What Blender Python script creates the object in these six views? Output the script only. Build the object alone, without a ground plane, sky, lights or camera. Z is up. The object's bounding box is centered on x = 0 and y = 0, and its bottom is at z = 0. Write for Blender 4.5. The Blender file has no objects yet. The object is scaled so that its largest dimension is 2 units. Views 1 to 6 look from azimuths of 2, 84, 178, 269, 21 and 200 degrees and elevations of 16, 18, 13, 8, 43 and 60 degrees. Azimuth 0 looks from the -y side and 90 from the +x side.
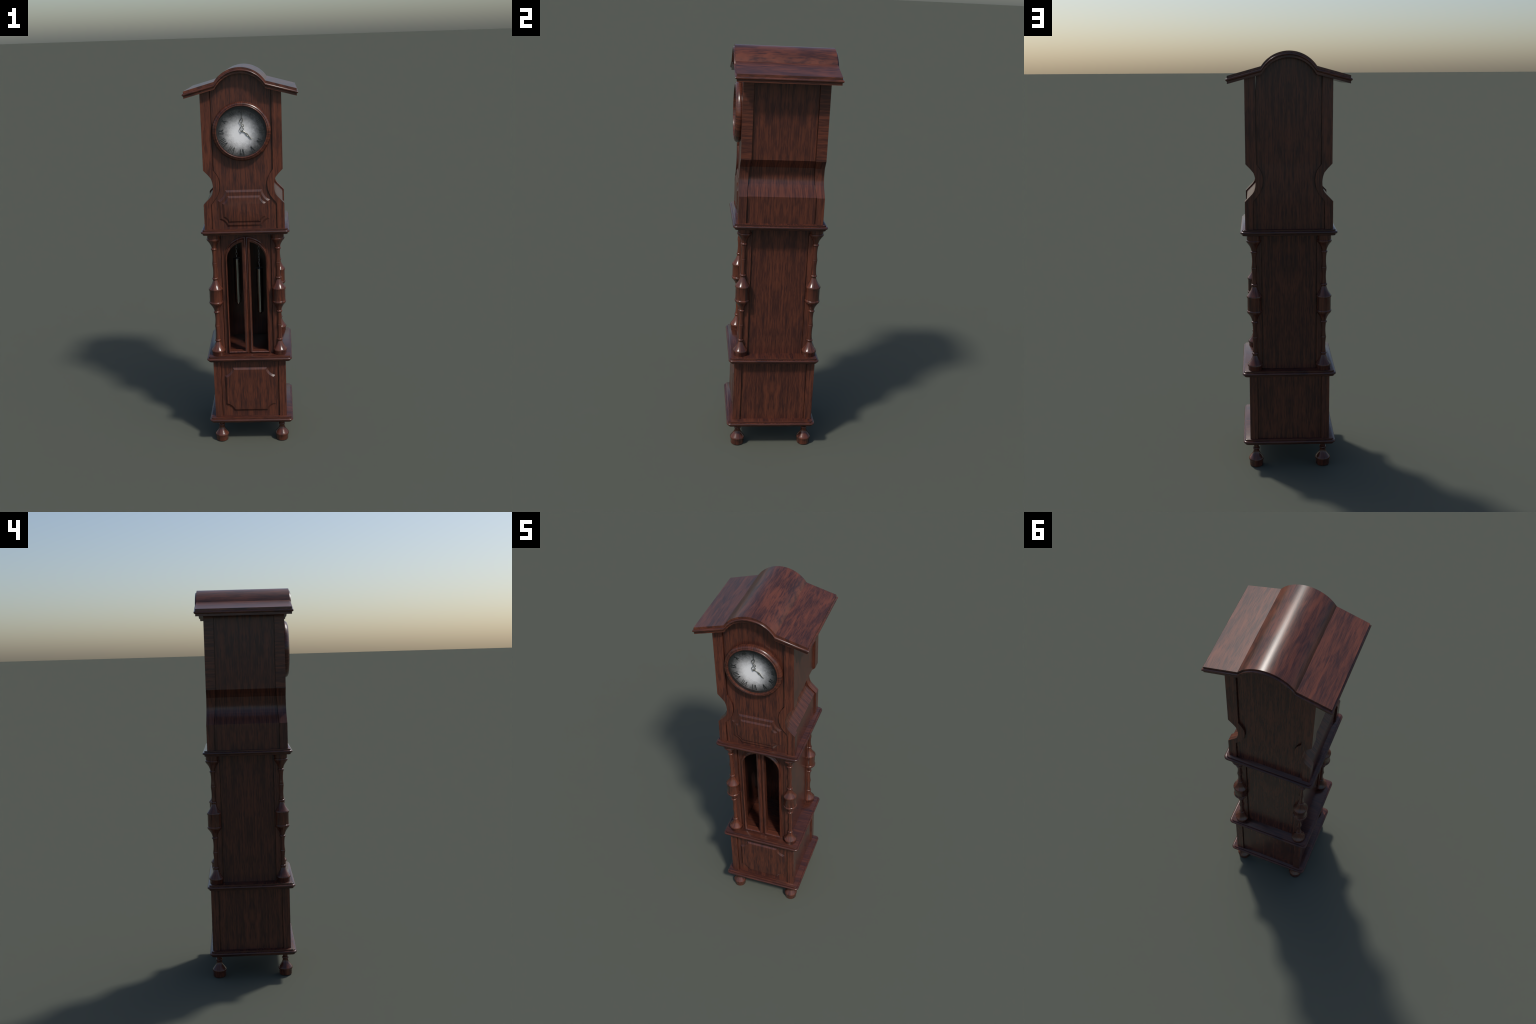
import bpy, bmesh, math, random
from mathutils import Vector, Matrix

random.seed(7)
scene = bpy.context.scene
COL = scene.collection


# ------------------------------------------------------------------ materials
class Graph:
    """Small helper to write node trees as expressions."""
    def __init__(self, name):
        self.mat = bpy.data.materials.new(name)
        self.mat.use_nodes = True
        self.nt = self.mat.node_tree
        self.bsdf = next(n for n in self.nt.nodes if n.type == 'BSDF_PRINCIPLED')

    def node(self, kind, **props):
        n = self.nt.nodes.new(kind)
        for k, v in props.items():
            setattr(n, k, v)
        return n

    def put(self, sock, v):
        if isinstance(v, bpy.types.NodeSocket):
            self.nt.links.new(v, sock)
        else:
            sock.default_value = v

    def math(self, op, a, b=0.0, c=None):
        n = self.node('ShaderNodeMath', operation=op)
        self.put(n.inputs[0], a)
        self.put(n.inputs[1], b)
        if c is not None:
            self.put(n.inputs[2], c)
        return n.outputs[0]

    def noise(self, vec, scale=1.0, detail=3.0, rough=0.55, distort=0.0):
        n = self.node('ShaderNodeTexNoise')
        self.put(n.inputs['Vector'], vec)
        n.inputs['Scale'].default_value = scale
        n.inputs['Detail'].default_value = detail
        n.inputs['Roughness'].default_value = rough
        n.inputs['Distortion'].default_value = distort
        return n.outputs['Fac']

    def step(self, v, lo, hi, a=0.0, b=1.0):
        n = self.node('ShaderNodeMapRange', interpolation_type='SMOOTHSTEP')
        self.put(n.inputs['Value'], v)
        n.inputs['From Min'].default_value = lo
        n.inputs['From Max'].default_value = hi
        n.inputs['To Min'].default_value = a
        n.inputs['To Max'].default_value = b
        return n.outputs['Result']

    def mix(self, fac, a, b):
        n = self.node('ShaderNodeMix', data_type='RGBA')
        self.put(n.inputs[0], fac)
        self.put(n.inputs[6], a)
        self.put(n.inputs[7], b)
        return n.outputs[2]

    def mixvec(self, fac, a, b):
        n = self.node('ShaderNodeMix', data_type='VECTOR')
        self.put(n.inputs[0], fac)
        self.put(n.inputs[4], a)
        self.put(n.inputs[5], b)
        return n.outputs[1]

    def combine(self, x, y, z):
        n = self.node('ShaderNodeCombineXYZ')
        for s, v in zip(n.inputs, (x, y, z)):
            self.put(s, v)
        return n.outputs[0]


WOOD_DARK = (0.024, 0.0105, 0.0115, 1)
WOOD_MID = (0.066, 0.0218, 0.0138, 1)
WOOD_LIGHT = (0.121, 0.0362, 0.0200, 1)


def wood(name, layout='upright', mirror=None, seed=0.0, per_object=False, cross_posts=False,
         figure=0.5, gloss=0.25, streaks=0.75, lightness=1.0, centre=(0, 0, 0)):
    """Varnished mahogany. 'layout' says how the veneer is laid:
    upright  - grain runs up every vertical face
    roof     - grain runs front to back
    moulding - grain follows the length of a horizontal moulding
    turned   - grain runs up a turned spindle, unrolled round its axis
    ring     - short grain set radially round the dial
    'mirror' book-matches the veneer about the centre plane of that axis."""
    g = Graph(name)
    tc = g.node('ShaderNodeTexCoord')
    sep = g.node('ShaderNodeSeparateXYZ')
    g.nt.links.new(tc.outputs['Object'], sep.inputs[0])
    X, Y, Z = sep.outputs
    geo = g.node('ShaderNodeNewGeometry')
    sn = g.node('ShaderNodeSeparateXYZ')
    g.nt.links.new(geo.outputs['True Normal'], sn.inputs[0])
    NX, NY = (g.math('ABSOLUTE', sn.outputs[i]) for i in (0, 1))
    AX = g.math('ABSOLUTE', X) if mirror == 'x' else X
    AY = g.math('ABSOLUTE', g.math('SUBTRACT', Y, centre[1])) if mirror == 'y' else Y

    def pick(fac, a, b):
        n = g.node('ShaderNodeMix', data_type='FLOAT')
        g.put(n.inputs[0], fac)
        g.put(n.inputs[2], a)
        g.put(n.inputs[3], b)
        return n.outputs[0]

    depth = 0.0
    if layout == 'upright':
        front = g.math('GREATER_THAN', NY, 0.5)
        u, v = pick(front, g.math('ADD', AY, 0.7), AX), Z
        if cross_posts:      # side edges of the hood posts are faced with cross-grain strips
            cross = g.math('MULTIPLY', g.math('GREATER_THAN', NX, 0.9), g.math('GREATER_THAN', Z, 1.4995))
            u, v = pick(cross, u, Z), pick(cross, v, AY)
    elif layout == 'roof':
        u, v = g.math('ADD', X, g.math('MULTIPLY', Z, 0.6)), Y
    elif layout == 'moulding':
        side = g.math('GREATER_THAN', NX, 0.6)
        u = g.math('ADD', pick(side, Y, X), g.math('MULTIPLY', Z, 1.0))
        v = pick(side, X, Y)
    elif layout == 'turned':
        u, v = g.math('MULTIPLY', g.math('ARCTAN2', Y, X), 0.022), Z
    else:
        zc = g.math('SUBTRACT', Z, centre[2])
        u = g.math('MULTIPLY', g.math('ARCTAN2', zc, X), 0.13)
        rad = g.math('SQRT', g.math('ADD', g.math('MULTIPLY', X, X), g.math('MULTIPLY', zc, zc)))
        v = g.math('ADD', rad, Y)
    if per_object:
        oi = g.node('ShaderNodeObjectInfo')
        depth = g.math('MULTIPLY', oi.outputs['Random'], 37.0)

    def vec(across, lengthwise, shift):
        return g.combine(g.math('MULTIPLY_ADD', u, across, shift + seed * 3.1),
                         g.math('MULTIPLY_ADD', v, lengthwise, shift * 1.7 + seed * 5.3),
                         g.math('ADD', depth, shift))

    streak = g.noise(vec(330, 17, 0.0), 1.0, 3.0, 0.6, 0.25)
    pores = g.noise(vec(760, 40, 5.0), 1.0, 2.0, 0.5)
    fig = g.noise(vec(34, 6, 9.0), 1.0, 3.0, 0.55, 0.9)
    band = g.noise(vec(120, 2.6, 14.0), 1.0, 2.0, 0.5, 0.35)
    tone = g.math('ADD', g.math('MULTIPLY', fig, figure), g.math('MULTIPLY', band, 1 - figure))
    k = lightness
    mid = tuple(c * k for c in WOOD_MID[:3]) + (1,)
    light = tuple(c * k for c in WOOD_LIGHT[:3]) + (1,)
    base = g.mix(g.step(tone, 0.34, 0.66), mid, light)
    # dark dashes, denser where the figure is dark
    s = g.math('ADD', streak, g.math('MULTIPLY', g.math('SUBTRACT', tone, 0.5), 0.60))
    s = g.math('ADD', s, g.math('MULTIPLY', g.math('SUBTRACT', pores, 0.5), 0.25))
    dark = g.step(s, 0.34, 0.58, 1.0, 0.0)
    col = g.mix(g.math('MULTIPLY', dark, streaks), base, WOOD_DARK)
    g.put(g.bsdf.inputs['Base Color'], col)
    g.put(g.bsdf.inputs['Roughness'], g.math('MULTIPLY_ADD', pores, 0.06, gloss - 0.03))
    g.bsdf.inputs['IOR'].default_value = 1.5
    return g.mat


def metal(name, colour, rough, grime=0.3):
    g = Graph(name)
    tc = g.node('ShaderNodeTexCoord')
    n = g.noise(tc.outputs['Object'], 120.0, 3.0, 0.6)
    dark = tuple(c * (1 - grime) for c in colour[:3]) + (1,)
    g.put(g.bsdf.inputs['Base Color'], g.mix(g.step(n, 0.35, 0.65), dark, colour))
    g.bsdf.inputs['Metallic'].default_value = 1.0
    g.put(g.bsdf.inputs['Roughness'], g.math('MULTIPLY_ADD', n, 0.12, rough - 0.06))
    return g.mat


DIAL_Z = 1.6915
DIAL_R = 0.1235


def radius_on_dial(g, sep, dx=0.0, dz=0.0):
    x = g.math('SUBTRACT', sep.outputs[0], dx)
    z = g.math('SUBTRACT', sep.outputs[2], DIAL_Z + dz)
    r = g.math('SQRT', g.math('ADD', g.math('MULTIPLY', x, x), g.math('MULTIPLY', z, z)))
    return g.math('DIVIDE', r, DIAL_R)


def dial_paint(name):
    """Off-white enamel, foxed with faint grey blotches."""
    g = Graph(name)
    tc = g.node('ShaderNodeTexCoord')
    sep = g.node('ShaderNodeSeparateXYZ')
    g.nt.links.new(tc.outputs['Object'], sep.inputs[0])
    r = radius_on_dial(g, sep)
    fine = g.noise(tc.outputs['Object'], 75.0, 5.0, 0.7, 0.6)
    cloud = g.noise(tc.outputs['Object'], 26.0, 4.0, 0.6, 0.3)
    blot = g.math('MULTIPLY', g.step(fine, 0.55, 0.72), g.step(r, 0.25, 0.6))
    blot = g.math('MULTIPLY', blot, g.step(cloud, 0.42, 0.58))
    col = g.mix(g.math('MULTIPLY', blot, 0.55), (0.83, 0.83, 0.83, 1), (0.16, 0.16, 0.15, 1))
    g.put(g.bsdf.inputs['Base Color'], col)
    g.put(g.bsdf.inputs['Roughness'], g.math('MULTIPLY_ADD', fine, 0.2, 0.35))
    return g.mat


def sooty_glass(name):
    """Dial glass: clear in the middle, smoke-darkened in a blotchy ring towards the rim."""
    g = Graph(name)
    nt = g.nt
    tc = g.node('ShaderNodeTexCoord')
    sep = g.node('ShaderNodeSeparateXYZ')
    g.nt.links.new(tc.outputs['Object'], sep.inputs[0])
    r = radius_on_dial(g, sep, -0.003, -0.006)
    cloud = g.noise(tc.outputs['Object'], 22.0, 5.0, 0.62, 0.4)
    fine = g.noise(tc.outputs['Object'], 75.0, 5.0, 0.7, 0.6)
    rr = g.math('ADD', r, g.math('MULTIPLY', g.math('SUBTRACT', cloud, 0.5), 0.36))
    rr = g.math('ADD', rr, g.math('MULTIPLY', g.math('SUBTRACT', fine, 0.5), 0.36))
    soot = g.math('MULTIPLY', g.math('POWER', g.step(rr, 0.24, 1.10), 0.9), 0.97)
    geo = g.node('ShaderNodeNewGeometry')          # one film, on the outer face
    front = g.math('SUBTRACT', 1.0, geo.outputs['Backfacing'])
    g.bsdf.inputs['Base Color'].default_value = (0.016, 0.018, 0.018, 1)
    g.bsdf.inputs['Roughness'].default_value = 0.45
    out = next(n for n in nt.nodes if n.type == 'OUTPUT_MATERIAL')
    tr = g.node('ShaderNodeBsdfTransparent')
    mx = g.node('ShaderNodeMixShader')
    nt.links.new(g.math('MULTIPLY', soot, front), mx.inputs[0])
    nt.links.new(tr.outputs[0], mx.inputs[1])
    nt.links.new(g.bsdf.outputs[0], mx.inputs[2])
    nt.links.new(mx.outputs[0], out.inputs[0])
    return g.mat


M_POST = wood('mahogany_post', 'upright', None, 1.0, cross_posts=True, figure=0.45, streaks=0.62, lightness=1.08)
M_FRONT = wood('mahogany_front_veneer', 'upright', 'x', 2.0, streaks=0.80, gloss=0.30)
M_BACK = wood('mahogany_back_veneer', 'upright', 'x', 6.0, streaks=0.80)
M_SIDE = wood('mahogany_side_veneer', 'upright', 'y', 3.0, streaks=0.74)
M_ROOF = wood('mahogany_roof', 'roof', None, 4.0, figure=0.7, streaks=0.72, lightness=1.16, gloss=0.30)
M_MOULD = wood('mahogany_moulding', 'moulding', None, 5.0, streaks=0.6)
M_LEDGE = wood('mahogany_ledge', 'moulding', None, 8.0, True, streaks=0.70, lightness=0.76)
M_TURNED = wood('mahogany_turned', 'turned', None, 7.0, True, figure=0.4, gloss=0.20, streaks=0.55, lightness=1.08)
M_DOOR = wood('mahogany_door', 'upright', None, 9.0, streaks=0.6)
M_BEZEL = wood('mahogany_bezel', 'ring', None, 10.0, streaks=0.6, centre=(0, 0, DIAL_Z))
M_LINING = wood('shade_darkened_lining', 'upright', None, 12.0, streaks=0.7, lightness=0.42, gloss=0.24)
M_DIAL_GLASS = sooty_glass('smoked_dial_glass')
M_DIAL = dial_paint('tarnished_enamel')
M_NUMERAL = metal('blackened_steel', (0.20, 0.21, 0.20, 1), 0.28)
M_HAND = metal('aged_nickel', (0.36, 0.36, 0.31, 1), 0.25)
M_CHROME = metal('polished_weight_metal', (0.60, 0.61, 0.58, 1), 0.13, 0.1)
M_CHAIN = metal('chain_steel', (0.70, 0.71, 0.72, 1), 0.25)

# ------------------------------------------------------------------ mesh tools
ROOT = bpy.data.objects.new('longcase_clock', None)
ROOT["label"] = "tall mahogany longcase clock with arched roof and turned columns"
ROOT["category"] = "grandfather clock"
COL.objects.link(ROOT)


def add(name, mesh, parent=None, loc=(0, 0, 0)):
    ob = bpy.data.objects.new(name, mesh)
    ob.location = loc
    ob.parent = parent or ROOT
    COL.objects.link(ob)
    return ob


def finish(bm, name, mat, angle=32, bevel=0.0):
    bmesh.ops.remove_doubles(bm, verts=bm.verts, dist=1e-6)
    bmesh.ops.recalc_face_normals(bm, faces=bm.faces)
    if bevel > 0:
        es = [e for e in bm.edges if len(e.link_faces) == 2
              and e.calc_face_angle(0) > math.radians(40)]
        bmesh.ops.bevel(bm, geom=es, offset=bevel, offset_type='OFFSET', segments=2,
                        profile=0.5, affect='EDGES', clamp_overlap=True)
    for f in bm.faces:
        f.smooth = True
    lim = math.radians(angle)
    for e in bm.edges:
        if len(e.link_faces) != 2 or e.calc_face_angle(0) > lim:
            e.smooth = False
    me = bpy.data.meshes.new(name)
    bm.to_mesh(me)
    bm.free()
    me.materials.append(mat)
    return me


def loft(sections, closed_ends=True, loop=False):
    """Skin a list of equal-length closed rings."""
    bm = bmesh.new()
    rings = [[bm.verts.new(p) for p in s] for s in sections]
    n = len(rings[0])
    pairs = list(zip(rings[:-1], rings[1:]))
    if loop:
        pairs.append((rings[-1], rings[0]))
    for a, b in pairs:
        for i in range(n):
            j = (i + 1) % n
            bm.faces.new((a[i], a[j], b[j], b[i]))
    if closed_ends and not loop:
        bm.faces.new(rings[0])
        bm.faces.new(list(reversed(rings[-1])))
    return bm


def box(x0, x1, y0, y1, z0, z1):
    return loft([[(x0, y0, z), (x1, y0, z), (x1, y1, z), (x0, y1, z)] for z in (z0, z1)])


def tongued(a, b, face, inward):
    """Plan of a panel cut short to leave a dark crease line; a tongue closes it behind."""
    f1, f2 = face + inward * 0.005, face + inward * 0.011
    return [(a, face), (b, face), (b, f1), (b + 0.010, f1), (b + 0.010, f2), (a - 0.010, f2), (a - 0.010, f1), (a, f1)]


def gapped_panel(axis, a, b, face, inward, z0, z1):
    plan = tongued(a, b, face, inward)
    return loft([[(u, w, z) if axis == 'x' else (w, u, z) for u, w in plan] for z in (z0, z1)])


def lathe(profile, segs=40, axis='z', centre=(0, 0, 0)):
    """profile: (radius, height) pairs, revolved about an axis."""
    secs = []
    for r, h in profile:
        ring = []
        for i in range(segs):
            a = 2 * math.pi * i / segs
            c, s = r * math.cos(a), r * math.sin(a)
            p = (c, s, h) if axis == 'z' else (c, h, s)
            ring.append((p[0] + centre[0], p[1] + centre[1], p[2] + centre[2]))
        secs.append(ring)
    return loft(secs)


def smooth_curve(pts, steps=6):
    """Catmull-Rom through control points given as tuples."""
    out = []
    P = [pts[0]] + list(pts) + [pts[-1]]
    for i in range(1, len(P) - 2):
        p0, p1, p2, p3 = P[i - 1], P[i], P[i + 1], P[i + 2]
        for k in range(steps):
            t = k / steps
            out.append(tuple(0.5 * (2 * b + (c - a) * t + (2 * a - 5 * b + 4 * c - d) * t * t
                                    + (3 * b - a - 3 * c + d) * t ** 3)
                             for a, b, c, d in zip(p0, p1, p2, p3)))
    out.append(tuple(pts[-1]))
    return out


def lerp_table(tab, z):
    if z <= tab[0][0]:
        return tab[0][1]
    for (za, a), (zb, b) in zip(tab[:-1], tab[1:]):
        if z <= zb:
            return a + (b - a) * (z - za) / (zb - za)
    return tab[-1][1]


# ------------------------------------------------------------------ ledges
def rounded_rect(hx, hy, r, z, cx, cy, seg=5):
    pts = []
    for qx, qy, a0 in ((1, 1, 0), (-1, 1, 90), (-1, -1, 180), (1, -1, 270)):
        for k in range(seg + 1):
            a = math.radians(a0 + 90 * k / seg)
            pts.append((cx + qx * (hx - r) + r * math.cos(a),
                        cy + qy * (hy - r) + r * math.sin(a), z))
    return pts


LEDGE_H = 0.0245
LEDGE_Z = (0.1245, 0.4795, 1.1735)          # undersides


def make_ledge():
    prof = [(-0.0040, 0.0105), (-0.0030, 0.0092), (0.0036, 0.0088), (0.0042, 0.0050), (0.0058, 0.0020),
            (0.0082, 0.0004), (0.0108, 0.0), (0.0132, 0.0004), (0.0156, 0.0020), (0.0172, 0.0050),
            (0.0176, 0.0090), (0.0237, 0.0092), (0.0245, 0.0102)]
    H = 0.2262
    bm = loft([rounded_rect(H - i, H - i, 0.0205 - 0.55 * i, z, 0, 0) for z, i in prof])
    return finish(bm, 'ledge', M_LEDGE, 40)


ledge_mesh = make_ledge()
for z in LEDGE_Z:
    add('ledge', ledge_mesh, None, (0.001, 0.0, z))
TOP_LOW, TOP_MID, TOP_HIGH = (z + LEDGE_H for z in LEDGE_Z)

# ------------------------------------------------------------------ feet and columns
XC, YF, YB = 0.165, -0.1675, 0.1797
CORNERS = [(-XC, YF), (XC, YF), (-XC, YB), (XC, YB)]

foot_profile = [(0.0315, 0.0), (0.0328, 0.0012), (0.0332, 0.004), (0.0337, 0.0255), (0.0345, 0.0270)]
foot_profile += [(0.0362, 0.0295), (0.0374, 0.0335), (0.0374, 0.0370), (0.0362, 0.0400)]
foot_profile += smooth_curve([(0.0340, 0.0430), (0.0275, 0.0515), (0.0200, 0.0620), (0.0155, 0.0720),
                              (0.0139, 0.0810)], 5)
foot_profile += [(0.0148, 0.0840), (0.0166, 0.0862), (0.0172, 0.0895), (0.0164, 0.0925), (0.0145, 0.0945),
                 (0.0122, 0.0950), (0.0122, 0.1265)]
foot_mesh = finish(lathe(foot_profile, 48), 'foot', M_TURNED, 50)
for x, y in CORNERS:
    add('foot', foot_mesh, None, (x, y, 0))


def ring_bead(z, r, h, neck):
    """A turned bead: half round of radius r, height 2h, on a neck."""
    return [(neck, z - h), (r - 0.0028, z - h * 0.9), (r - 0.0006, z - h * 0.5), (r, z),
            (r - 0.0006, z + h * 0.5), (r - 0.0028, z + h * 0.9), (neck, z + h)]


def collar(z, r, neck):
    return [(neck, z - 0.0045), (r - 0.0006, z - 0.0025), (r, z), (r - 0.0006, z + 0.0025), (neck, z + 0.0045)]


def shaft(z0, z1, r):
    """Gently waisted neck between two rings."""
    n = 6
    return [(r + 0.0026 * (2 * k / n - 1) ** 2, z0 + (z1 - z0) * k / n) for k in range(n + 1)]


def bell(z_rim, z_top, r_rim, r_top, up=1):
    ks = [(r_rim - 0.0012, 0.10), (r_rim * 0.80, 0.26), (r_rim * 0.575, 0.52), (r_rim * 0.42, 0.78), (r_top, 1.0)]
    return smooth_curve([(r, z_rim + (z_top - z_rim) * t) for r, t in ks], 4)


col_profile = [(0.0322, TOP_MID - 0.001), (0.0334, TOP_MID + 0.001), (0.0334, 0.5205), (0.0352, 0.5225),
               (0.0368, 0.5255), (0.0370, 0.5290)]
col_profile += bell(0.5285, 0.5760, 0.0366, 0.0118)
col_profile += ring_bead(0.5845, 0.0158, 0.0058, 0.0118)
col_profile += shaft(0.5910, 0.6590, 0.0094)
col_profile += collar(0.6645, 0.0133, 0.0118)
col_profile += shaft(0.6700, 0.7350, 0.0094)
col_profile += ring_bead(0.7425, 0.0164, 0.0058, 0.0122)
col_profile += list(reversed(bell(0.7960, 0.7500, 0.0366, 0.0122)))
col_profile += [(0.0370, 0.7965), (0.0372, 0.7995), (0.0362, 0.8025), (0.0340, 0.8040), (0.0340, 0.8630),
                (0.0352, 0.8650), (0.0368, 0.8680), (0.0370, 0.8715)]
col_profile += bell(0.8710, 0.9190, 0.0366, 0.0120)
col_profile += ring_bead(0.9275, 0.0160, 0.0058, 0.0120)
col_profile += shaft(0.9340, 1.0020, 0.0096)
col_profile += collar(1.0080, 0.0131, 0.0118)
col_profile += shaft(1.0135, 1.0785, 0.0096)
col_profile += ring_bead(1.0865, 0.0164, 0.0058, 0.0122)
col_profile += list(reversed(bell(1.1390, 1.0940, 0.0354, 0.0122)))
col_profile += [(0.0360, 1.1395), (0.0362, 1.1425), (0.0350, 1.1450), (0.0328, 1.1465), (0.0328, 1.1745)]
column_mesh = finish(lathe(col_profile, 48), 'column', M_TURNED, 50)
for x, y in CORNERS:
    add('column', column_mesh, None, (x, y, 0))


# ------------------------------------------------------------------ raised fielded panels
def notched_outline(xt, zt, xs, zs_top, zs_bot, zb, xsb=None, xb=None, seg=8):
    """Rectangle with scooped corners. xt: half width of the top edge at zt, xs: half width of
    the sides between zs_top and zs_bot, bottom edge at zb."""
    xsb = xs if xsb is None else xsb
    xb = xt if xb is None else xb

    def scoop(p, q, corner):
        # concave quarter ellipse round 'corner' from p to q
        pts = []
        for k in range(seg + 1):
            a = 0.5 * math.pi * k / seg
            # chord mixed with true quarter ellipse: shallow scoop
            ex = corner[0] + (p[0] - corner[0]) * math.cos(a) + (q[0] - corner[0]) * math.sin(a)
            ez = corner[1] + (p[1] - corner[1]) * math.cos(a) + (q[1] - corner[1]) * math.sin(a)
            t = k / seg
            lx, lz = p[0] + (q[0] - p[0]) * t, p[1] + (q[1] - p[1]) * t
            w = 0.72
            pts.append((ex * w + lx * (1 - w), ez * w + lz * (1 - w)))
        return pts
    right_top = scoop((xt, zt), (xs, zs_top), (xs, zt))
    right_bot = scoop((xsb, zs_bot), (xb, zb), (xsb, zb))
    half = right_top + right_bot
    return half + [(-x, z) for x, z in reversed(half)]


def inset(outline, d):
    """Offset a closed 2D outline inwards by d (clockwise when seen from -y)."""
    n = len(outline)
    out = []
    for i in range(n):
        a, b, c = (Vector(outline[(i + k) % n]) for k in (-1, 0, 1))
        u, v = (b - a).normalized(), (c - b).normalized()
        n1, n2 = Vector((u.y, -u.x)), Vector((v.y, -v.x))
        m = (n1 + n2)
        m = m / max(0.35, 1 + n1.dot(n2))
        out.append(tuple(b + m * d))
    return out


def fielded(name, tiers, mat):
    """tiers: list of (outline, y) rings from wall to field."""
    bm = loft([[(x, y, z) for x, z in o] for o, y in tiers], closed_ends=False)
    last = tiers[-1]
    # field face
    bm.verts.ensure_lookup_table()
    k = len(last[0])
    bm.faces.new(bm.verts[-k:])
    return finish(bm, name, mat, 14)


# ------------------------------------------------------------------ base box
BX, BY0, BY1, BW = 0.1933, -0.1967, 0.2097, 0.0380
BREC = 0.0076
CREASE_SHADE_GAP = 0.0026                                     # slot modelled to draw the dark crease shading beside the frame
Z0, Z1 = TOP_LOW - 0.001, LEDGE_Z[1] + 0.001
for sx in (-1, 1):
    for y0, y1 in ((BY0, BY0 + BW), (BY1 - BW, BY1)):
        xs = sorted((sx * BX, sx * (BX - BW)))
        add('base_post', finish(box(xs[0], xs[1], y0, y1, Z0, Z1), 'base_post', M_POST, 20, 0.0010))
    add('base_side_panel', finish(gapped_panel('y', BY0 + BW + CREASE_SHADE_GAP, BY1 - BW - CREASE_SHADE_GAP, sx * (BX - BREC), -sx, Z0, Z1),
                                  'base_side_panel', M_SIDE))
base_front = add('base_front_panel', finish(gapped_panel('x', -BX + BW + CREASE_SHADE_GAP, BX - BW - CREASE_SHADE_GAP, BY0 + BREC, 1, Z0, Z1),
                                            'base_front_panel', M_FRONT))
add('base_back_panel', finish(gapped_panel('x', -BX + BW + CREASE_SHADE_GAP, BX - BW - CREASE_SHADE_GAP, BY1 - BREC, -1, Z0, Z1),
                              'base_back_panel', M_BACK))
o = notched_outline(0.0917, 0.4325, 0.1355, 0.3860, 0.2182, 0.1803)
yb = BY0 + BREC
add('raised_panel', fielded('raised_panel', [(o, yb + 0.002), (o, yb - 0.0012), (inset(o, 0.0095), yb - 0.0085),
                                             (inset(o, 0.0105), yb - 0.0088)], M_FRONT), base_front)

# ------------------------------------------------------------------ trunk (waist of the case)
TX, TY0, TY1 = 0.1630, -0.1660, 0.1780
IX, IY0, IY1 = 0.1312, -0.1315, 0.1448           # inner edges of the trunk posts
TREC = 0.0072
T0, T1 = TOP_MID - 0.001, LEDGE_Z[2] + 0.001
for sx in (-1, 1):
    for y0, y1 in ((TY0, IY0), (IY1, TY1)):
        xs = sorted((sx * TX, sx * IX))
        add('trunk_post', finish(box(xs[0], xs[1], y0, y1, T0, T1), 'trunk_post', M_POST, 20, 0.0010))
    add('trunk_side_panel', finish(gapped_panel('y', IY0 + CREASE_SHADE_GAP, IY1 - CREASE_SHADE_GAP, sx * (TX - TREC), -sx, T0, T1),
                                   'trunk_side_panel', M_SIDE))
add('trunk_back_panel', finish(gapped_panel('x', -IX + CREASE_SHADE_GAP, IX - CREASE_SHADE_GAP, TY1 - TREC, -1, T0, T1),
                               'trunk_back_panel', M_BACK))

# front board with one arched opening for the pair of doors
ARX, ARZ, ARC_Z = 0.1130, 0.1130, 1.0350
FY = TY0 + 0.0090


def arch_board():
    bm = bmesh.new()
    out = [(-IX + CREASE_SHADE_GAP, T0), (IX - CREASE_SHADE_GAP, T0), (IX - CREASE_SHADE_GAP, T1), (-IX + CREASE_SHADE_GAP, T1)]
    hole = [(-ARX + 0.004, T0 + 0.004), (-ARX + 0.004, ARC_Z)]
    N = 28
    for k in range(1, N):
        a = math.pi - math.pi * k / N
        hole.append(((ARX - 0.004) * math.cos(a), ARC_Z + (ARZ - 0.004) * math.sin(a)))
    hole += [(ARX - 0.004, ARC_Z), (ARX - 0.004, T0 + 0.004)]
    es = []
    for ring in (out, hole):
        vs = [bm.verts.new((x, FY, z)) for x, z in ring]
        es += [bm.edges.new((vs[i], vs[(i + 1) % len(vs)])) for i in range(len(vs))]
    bmesh.ops.triangle_fill(bm, edges=es, use_beauty=True)
    r = bmesh.ops.extrude_face_region(bm, geom=bm.faces[:])
    bmesh.ops.translate(bm, verts=[v for v in r['geom'] if isinstance(v, bmesh.types.BMVert)], vec=(0, 0.010, 0))
    return finish(bm, 'trunk_front_panel', M_FRONT)


add('trunk_front_panel', arch_board())


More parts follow.
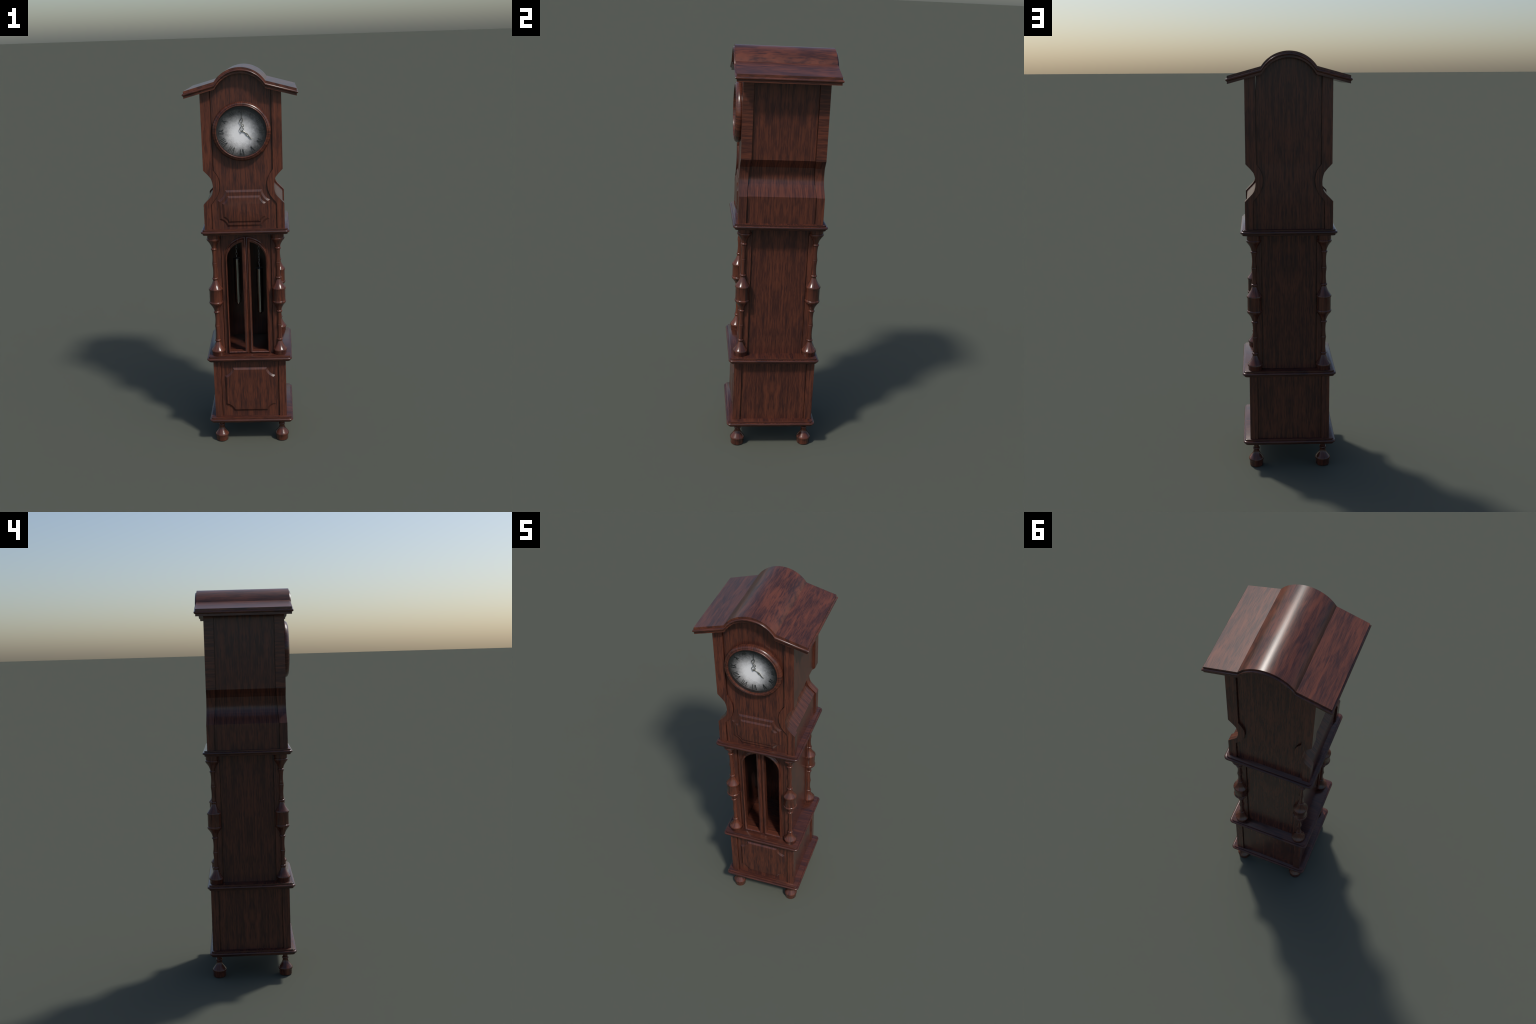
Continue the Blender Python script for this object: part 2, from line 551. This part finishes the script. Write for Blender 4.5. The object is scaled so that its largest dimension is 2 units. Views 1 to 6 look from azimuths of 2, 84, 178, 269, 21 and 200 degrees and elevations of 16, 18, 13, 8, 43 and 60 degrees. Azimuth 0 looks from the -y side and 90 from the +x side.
def door_mesh(sx):
    """Half-arched door leaf: a moulded frame lofted from its outer to its inner outline."""
    N = 20
    IN_A, IN_B = 0.0205, 0.1010
    Zb = TOP_MID + 0.0008
    outer = [(0.0008, Zb), (ARX, Zb), (ARX, ARC_Z)]
    inner = [(IN_A, Zb + 0.0110), (IN_B, Zb + 0.0110), (IN_B, 1.0240)]
    a_end = math.acos(0.0008 / ARX)
    b_end = math.acos(IN_A / IN_B)
    for k in range(1, N + 1):
        a, b = a_end * k / N, b_end * k / N
        outer.append((ARX * math.cos(a), ARC_Z + ARZ * math.sin(a)))
        inner.append((IN_B * math.cos(b), 1.0240 + 0.0975 * math.sin(b)))
    # extra points along the straight sides keep the quads regular
    prof = [(0.0, FY + 0.020), (0.0, FY - 0.0040), (0.10, FY - 0.0062), (0.26, FY - 0.0066), (0.34, FY - 0.0085),
            (0.44, FY - 0.0125), (0.56, FY - 0.0140), (0.68, FY - 0.0132), (0.80, FY - 0.0118), (0.94, FY - 0.0104),
            (1.0, FY - 0.0096), (1.0, FY + 0.020)]
    secs = []
    for t, y in prof:
        secs.append([(sx * (a[0] + (b[0] - a[0]) * t), y, a[1] + (b[1] - a[1]) * t) for a, b in zip(outer, inner)])
    bm = loft(secs, loop=True)
    return finish(bm, 'door', M_DOOR, 38)


for sx in (-1, 1):
    add('door', door_mesh(sx))

# weight chamber lining, wood colour darkened to carry the interior shade
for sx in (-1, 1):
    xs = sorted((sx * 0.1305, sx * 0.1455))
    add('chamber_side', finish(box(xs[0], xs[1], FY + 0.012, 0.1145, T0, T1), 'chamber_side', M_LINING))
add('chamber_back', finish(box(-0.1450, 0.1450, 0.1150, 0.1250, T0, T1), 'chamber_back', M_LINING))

# ------------------------------------------------------------------ weights on chains
W_R, W_L = 0.0178, 0.252


def weight_mesh():
    p = [(0.004, 0.0)]
    p += [(0.0060, -W_L - 0.0105)]
    prof = [(0.0015, -W_L - 0.0120), (0.0050, -W_L - 0.0105), (0.0072, -W_L - 0.0070), (0.0085, -W_L - 0.0020),
            (W_R - 0.004, -W_L), (W_R - 0.0012, -W_L + 0.002), (W_R - 0.0008, -W_L + 0.0175),
            (W_R + 0.0006, -W_L + 0.0180), (W_R + 0.0009, -W_L + 0.0200), (W_R + 0.0006, -W_L + 0.0220),
            (W_R, -W_L + 0.0225), (W_R, -0.0035)]
    return finish(lathe(prof, 40), 'weight', M_CHROME, 40)


def disc_mesh():
    prof = [(0.0175, -0.004), (0.0208, -0.0036), (0.0214, -0.002), (0.0208, -0.0004), (0.0195, 0.0), (0.0050, 0.001),
            (0.0035, 0.004)]
    return finish(lathe(prof, 40), 'weight_cap', M_NUMERAL, 40)


def link_mesh():
    """Oval wire link standing in the xz plane, bottom at the origin."""
    L, Wd, r = 0.0085, 0.0042, 0.0011
    secs = []
    for i in range(24):
        a = 2 * math.pi * i / 24
        c = Vector((Wd * math.cos(a), 0, L * math.sin(a)))
        nrm = Vector((math.cos(a) / Wd, 0, math.sin(a) / L)).normalized()
        secs.append([tuple(c + (nrm * math.cos(b) + Vector((0, 1, 0)) * math.sin(b)) * r)
                     for b in (2 * math.pi * k / 8 for k in range(8))])
    return finish(loft(secs, loop=True), 'chain_link', M_CHAIN, 60)


w_mesh, d_mesh, l_mesh = weight_mesh(), disc_mesh(), link_mesh()
for wx, wz in ((-0.0600, 0.9860), (0.0610, 0.9280)):
    w = add('weight', w_mesh, None, (wx, 0.012, wz))
    add('weight_cap', d_mesh, w)
    z, k = 0.0105, 0
    while wz + z < T1 + 0.004:
        l = add('chain_link', l_mesh, w, (0, 0, z))
        l.rotation_euler = (0, 0, (0.35 if k % 2 else 0.35 + math.pi / 2))
        z += 0.0143
        k += 1

# ------------------------------------------------------------------ hood
H0 = TOP_HIGH - 0.001
# width of the hood from below upwards: the waisted sides
X_OUT = [(H0, 0.2036), (1.3275, 0.2036), (1.3500, 0.1822), (1.3620, 0.1705), (1.3715, 0.1630), (1.3790, 0.1588),
         (1.3950, 0.1546), (1.4070, 0.1532), (1.4180, 0.1530), (1.4290, 0.1540), (1.4400, 0.1560), (1.4500, 0.1588),
         (1.4600, 0.1625), (1.4780, 0.1770), (1.5005, 0.1988), (1.9000, 0.1988)]
X_IN = [(H0, 0.1660), (1.3275, 0.1658), (1.3475, 0.1492), (1.3676, 0.1345), (1.3780, 0.1295), (1.3887, 0.1256),
        (1.4000, 0.1225), (1.4128, 0.1206), (1.4250, 0.1198), (1.4370, 0.1204), (1.4480, 0.1220), (1.4582, 0.1246),
        (1.4690, 0.1290), (1.4795, 0.1352), (1.5000, 0.1500), (1.9000, 0.1500)]
Y_OUT = [(H0, 0.2022), (1.3275, 0.2022), (1.5005, 0.1982), (1.9, 0.1980)]
Y_IN = [(H0, 0.1645), (1.3275, 0.1645), (1.39, 0.1590), (1.5005, 0.1500), (1.9, 0.1500)]
PANEL_IN = [(H0, 0.0085), (1.3275, 0.0085), (1.5005, 0.0100), (1.9, 0.0100)]
ZS = sorted({z for z, _ in X_OUT} | {z for z, _ in X_IN})

for sx in (-1, 1):
    for sy in (-1, 1):
        secs = []
        for z in ZS:
            xo, xi = sx * lerp_table(X_OUT, z), sx * lerp_table(X_IN, z)
            yo, yi = sy * (lerp_table(Y_OUT, z) + (0.0010 if sy < 0 else 0)), sy * lerp_table(Y_IN, z)
            secs.append([(xo, yo, z), (xo, yi, z), (xi, yi, z), (xi, yo, z)])
        add('hood_post', finish(loft(secs), 'hood_post', M_POST, 12, 0.0))
    # curved side board between the posts
    secs = []
    for z in ZS:
        x = lerp_table(X_OUT, z) - lerp_table(PANEL_IN, z)
        e = lerp_table(Y_IN, z) - CREASE_SHADE_GAP
        secs.append([(w, u, z) for u, w in tongued(-e, e, sx * x, -sx)])
    add('hood_side_panel', finish(loft(secs), 'hood_side_panel', M_SIDE, 12))

# roof section: straight eaves, central arch
RX = 0.2742
EAVE_T, EAVE_B = 1.8932, 1.8578
KT, KB = (0.1240, 1.9341), (0.1220, 1.8982)
TOPZ, BOTZ = 2.0, 1.9712


def arc_through(kink, apex, n):
    sag = apex - kink[1]
    R = (kink[0] ** 2 + sag ** 2) / (2 * sag)
    cz = apex - R
    a = math.asin(kink[0] / R)
    return [(R * math.sin(-a + 2 * a * k / n), cz + R * math.cos(-a + 2 * a * k / n)) for k in range(n + 1)]


NA = 36
TOP_LINE = [(-RX, EAVE_T)] + arc_through(KT, TOPZ, NA) + [(RX, EAVE_T)]
BOT_LINE = [(-RX, EAVE_B)] + arc_through(KB, BOTZ, NA) + [(RX, EAVE_B)]


def level(s):
    return [(a[0] + (b[0] - a[0]) * s, a[1] + (b[1] - a[1]) * s) for a, b in zip(TOP_LINE, BOT_LINE)]


def panel_front(name, sy, mat):
    """Shaped front/back board: waisted sides, arched top tucked into the roof."""
    zs = [z for z in ZS if z < 1.89]
    mid = level(0.55)
    bm = bmesh.new()
    rows = []
    for z in zs:
        x = lerp_table(X_IN, z) - CREASE_SHADE_GAP
        rows.append((x, z))

    def yy(z):
        return sy * (lerp_table(Y_OUT, z) - lerp_table(PANEL_IN, z) + (0.0022 if sy < 0 else 0))
    right = list(rows)
    e = lerp_table(X_IN, 1.9) - CREASE_SHADE_GAP
    crown = [p for p in reversed(mid) if abs(p[0]) < e - 0.005]
    zt = crown[0][1] - 0.273 * (e - crown[0][0])
    top = [(e, zt)] + crown + [(-e, zt)]
    # face board, then a wider backing board that closes the dark slots
    for off, grow in ((0.0, 0.0), (-sy * 0.005, 0.010)):
        grid = [[bm.verts.new((k * (x + grow), yy(z) + off, z)) for k in (-1, -0.5, 0, 0.5, 1)] for x, z in right]
        for a, b in zip(grid[:-1], grid[1:]):
            for i in range(4):
                bm.faces.new((a[i], a[i + 1], b[i + 1], b[i]))
        tv = [bm.verts.new((x, yy(z) + off, z)) for x, z in top]
        bm.faces.new(list(reversed(grid[-1])) + list(reversed(tv)))
    # returned edge of the face board
    for k in (-1, 1):
        edge = [(k * x, z) for x, z in right]
        f = [bm.verts.new((x, yy(z), z)) for x, z in edge]
        r = [bm.verts.new((x, yy(z) - sy * 0.005, z)) for x, z in edge]
        for i in range(len(edge) - 1):
            bm.faces.new((f[i], f[i + 1], r[i + 1], r[i]))
    return finish(bm, name, mat, 20)


hood_front = add('hood_front_panel', panel_front('hood_front_panel', -1, M_FRONT))
add('hood_back_panel', panel_front('hood_back_panel', 1, M_BACK))

oo = notched_outline(0.0932, 1.3983, 0.1318, 1.3467, 1.2470, 1.2098, xsb=0.1283, xb=0.0892)
oi = notched_outline(0.0823, 1.3697, 0.1110, 1.3338, 1.2585, 1.2315, xsb=0.1082, xb=0.0828)
y0 = -0.1945
add('raised_panel', fielded('raised_panel', [
    (oo, y0 + 0.006), (oo, y0 - 0.0015), (inset(oo, 0.0095), y0 - 0.0068), (inset(oo, 0.0103), y0 - 0.0070),
    (oi, y0 - 0.0070), (inset(oi, 0.0090), y0 - 0.0122), (inset(oi, 0.0100), y0 - 0.0124)], M_FRONT), hood_front)


# ------------------------------------------------------------------ roof
def roof_tier(name, s0, s1, half_y, mat, parent=None):
    a, b = level(s0), level(s1)
    ring = a + list(reversed(b))
    bm = loft([[(x, y, z) for x, z in ring] for y in (-half_y, half_y)])
    return add(name, finish(bm, name, mat, 30, 0.0), parent)


RY = 0.2330
roof = roof_tier('roof', 0.0, 0.36, RY, M_ROOF)
roof_tier('roof_soffit', 0.64, 1.0, RY, M_MOULD, roof)


def roof_bead():
    """Half-round moulding running round the edge of the roof, following its arch."""
    secs = []
    prof = []
    n = 8
    for k in range(n + 1):
        a = -math.pi / 2 + math.pi * k / n
        prof.append((-0.2335 - 0.0068 * math.cos(a), 0.5 + 0.20 * math.sin(a)))
    half = [(y, 0.5 - s) for y, s in prof]          # (y, half-thickness offset)
    ys = [-0.2403, -0.2398, -0.2380, -0.2355, -0.2335]
    hs = [0.030, 0.085, 0.145, 0.180, 0.195]
    seq = list(zip(ys, hs)) + [(-y, h) for y, h in reversed(list(zip(ys, hs)))]
    for y, h in seq:
        a, b = level(0.5 - h), level(0.5 + h)
        cap_r, cap_l = [], []
        for k in range(1, 6):
            t = math.pi * k / 6
            bx = 0.0068 * math.sin(t)
            zz = 0.5 * (1 - math.cos(t))
            cap_r.append((RX + bx, a[-1][1] + (b[-1][1] - a[-1][1]) * zz))
            cap_l.append((-RX - bx, b[0][1] + (a[0][1] - b[0][1]) * zz))
        ring = a + cap_r + list(reversed(b)) + cap_l
        secs.append([(x, y, z) for x, z in ring])
    return finish(loft(secs), 'roof_moulding', M_MOULD, 35)


add('roof_moulding', roof_bead(), roof)

# ------------------------------------------------------------------ dial
dial_y = -0.1985
bez = [(0.1385, -0.1790), (0.1385, -0.2045), (0.1440, -0.2060), (0.1452, -0.2090), (0.1452, -0.2140),
       (0.1440, -0.2195), (0.1415, -0.2245), (0.1378, -0.2285), (0.1335, -0.2302), (0.1322, -0.2290),
       (0.1314, -0.2290), (0.1306, -0.2312), (0.1286, -0.2330), (0.1262, -0.2332), (0.1240, -0.2318), (0.1232, -0.2290),
       (0.1232, -0.1790)]
bm = bmesh.new()
SEG = 96
rings = []
for i in range(SEG):
    a = 2 * math.pi * i / SEG
    rings.append([(r * math.sin(a), y + 0.0070, DIAL_Z + r * math.cos(a)) for r, y in bez])
bm.free()
bezel = add('bezel', finish(loft(rings, loop=True), 'bezel', M_BEZEL, 40))
dial = add('dial', finish(lathe([(0.1240, dial_y + 0.006), (0.1240, dial_y), (0.0005, dial_y)], 96, 'y', (0, 0, DIAL_Z)),
                          'dial', M_DIAL, 30))


add('dial_glass', finish(lathe([(0.1236, -0.2130), (0.1236, -0.2142), (0.0005, -0.2147)], 64, 'y', (0, 0, DIAL_Z)),
                         'dial_glass', M_DIAL_GLASS, 30), bezel)


def bar(bm, p, q, w, h0, h1, serif=0.0):
    """Raised bar on the dial from p to q (numeral-local: u sideways, v outwards)."""
    p, q = Vector(p), Vector(q)
    d = (q - p).normalized()
    n = Vector((-d.y, d.x)) * (w / 2)
    lo = [p - n, p + n, q + n, q - n]
    ins = 0.28
    c = (p + q) / 2
    hi = [x + (n if i in (0, 3) else -n) * ins for i, x in enumerate(lo)]
    va = [bm.verts.new((x.x, h0, x.y)) for x in lo]
    vb = [bm.verts.new((x.x, h1, x.y)) for x in hi]
    for i in range(4):
        j = (i + 1) % 4
        bm.faces.new((va[i], va[j], vb[j], vb[i]))
    bm.faces.new(vb)
    bm.faces.new(list(reversed(va)))


def numeral_mesh(text):
    R0, R1 = 0.0878, 0.1162
    adv = {'I': 0.0078, 'V': 0.0165, 'X': 0.0165}
    width = sum(adv[c] for c in text)
    u = -width / 2
    bm = bmesh.new()
    h0, h1 = dial_y + 0.001, dial_y - 0.0030
    for c in text:
        w = adv[c]
        m = u + w / 2
        if c == 'I':
            bar(bm, (m, R0), (m, R1), 0.0026, h0, h1)
        elif c == 'V':
            bar(bm, (m - 0.0062, R1), (m - 0.0004, R0), 0.0028, h0, h1)
            bar(bm, (m + 0.0064, R1), (m + 0.0008, R0), 0.0018, h0, h1 + 0.0004)
        else:
            bar(bm, (m - 0.0062, R1), (m + 0.0062, R0), 0.0028, h0, h1)
            bar(bm, (m + 0.0060, R1), (m - 0.0060, R0), 0.0018, h0, h1 + 0.0004)
        u += w
    return finish(bm, 'numeral', M_NUMERAL, 20)


for hour, text in enumerate(('XII', 'I', 'II', 'III', 'IV', 'V', 'VI', 'VII', 'VIII', 'IX', 'X', 'XI')):
    nob = add('numeral', numeral_mesh(text), dial, (0, 0, DIAL_Z))
    nob.rotation_euler = (0, math.radians(30 * hour), 0)


def wire(name, strands, y, mat, parent):
    """Wrought hand: tapered round strands given as (x, z, radius) control points."""
    bm = bmesh.new()
    for st in strands:
        pts = smooth_curve(st, 6)
        prev = None
        n = len(pts)
        first = None
        for i, (x, z, r) in enumerate(pts):
            a, b = pts[max(0, i - 1)], pts[min(n - 1, i + 1)]
            t = Vector((b[0] - a[0], b[1] - a[1]))
            if t.length < 1e-9:
                t = Vector((1, 0))
            t.normalize()
            nx, nz = -t.y, t.x
            ring = [bm.verts.new((x + nx * r * math.cos(k * math.pi / 4), y + 0.8 * r * math.sin(k * math.pi / 4),
                                  DIAL_Z + z + nz * r * math.cos(k * math.pi / 4))) for k in range(8)]
            if prev:
                for k in range(8):
                    j = (k + 1) % 8
                    bm.faces.new((prev[k], prev[j], ring[j], ring[k]))
            else:
                bm.faces.new(ring)
            prev = ring
        bm.faces.new(list(reversed(prev)))
    return add(name, finish(bm, name, mat, 60), parent)


T = 0.0015
wire('minute_hand', [
    # spine: loop at the arbor, S-curve, heart, long point
    [(0.0, -0.001, T), (-0.0050, 0.0035, T), (-0.0078, 0.0110, T), (-0.0050, 0.0175, T), (0.0005, 0.0220, T),
     (0.0000, 0.0300, T), (-0.0008, 0.0380, T), (-0.0050, 0.0440, T), (-0.0075, 0.0500, T), (-0.0052, 0.0560, T),
     (0.0010, 0.0600, T), (0.0030, 0.0660, T), (0.0025, 0.0740, T), (0.0030, 0.0830, T * 0.8), (0.0052, 0.0930, T * 0.5)],
    [(0.0, -0.001, T), (0.0060, 0.0050, T), (0.0110, 0.0105, T), (0.0085, 0.0155, T), (0.0042, 0.0130, T * 0.8)],
    [(0.0005, 0.0215, T), (0.0070, 0.0205, T), (0.0118, 0.0260, T), (0.0105, 0.0325, T), (0.0062, 0.0345, T * 0.9),
     (0.0052, 0.0312, T * 0.8)],
    [(-0.0008, 0.0380, T), (0.0040, 0.0440, T), (0.0066, 0.0520, T), (0.0075, 0.0595, T), (0.0045, 0.0640, T),
     (0.0030, 0.0670, T * 0.9)],
], -0.2045, M_HAND, dial)
wire('hour_hand', [
    [(0.0, 0.0, 0.0025), (0.0070, -0.0012, 0.0025), (0.0135, -0.0035, 0.0024), (0.0200, -0.0085, 0.0022),
     (0.0250, -0.0100, 0.0021), (0.0300, -0.0150, 0.0020), (0.0345, -0.0235, 0.0020), (0.0400, -0.0310, 0.0020),
     (0.0455, -0.0352, 0.0018), (0.0520, -0.0375, 0.0007)],
    [(0.0200, -0.0085, 0.0018), (0.0215, -0.0140, 0.0016), (0.0265, -0.0200, 0.0016), (0.0345, -0.0235, 0.0016)],
], -0.2020, M_HAND, dial)
add('hand_arbor', finish(lathe([(0.0005, -0.2075), (0.0028, -0.2070), (0.0034, -0.2055), (0.0034, dial_y + 0.001)], 24, 'y',
                               (0, 0, DIAL_Z)), 'hand_arbor', M_HAND, 40), dial)
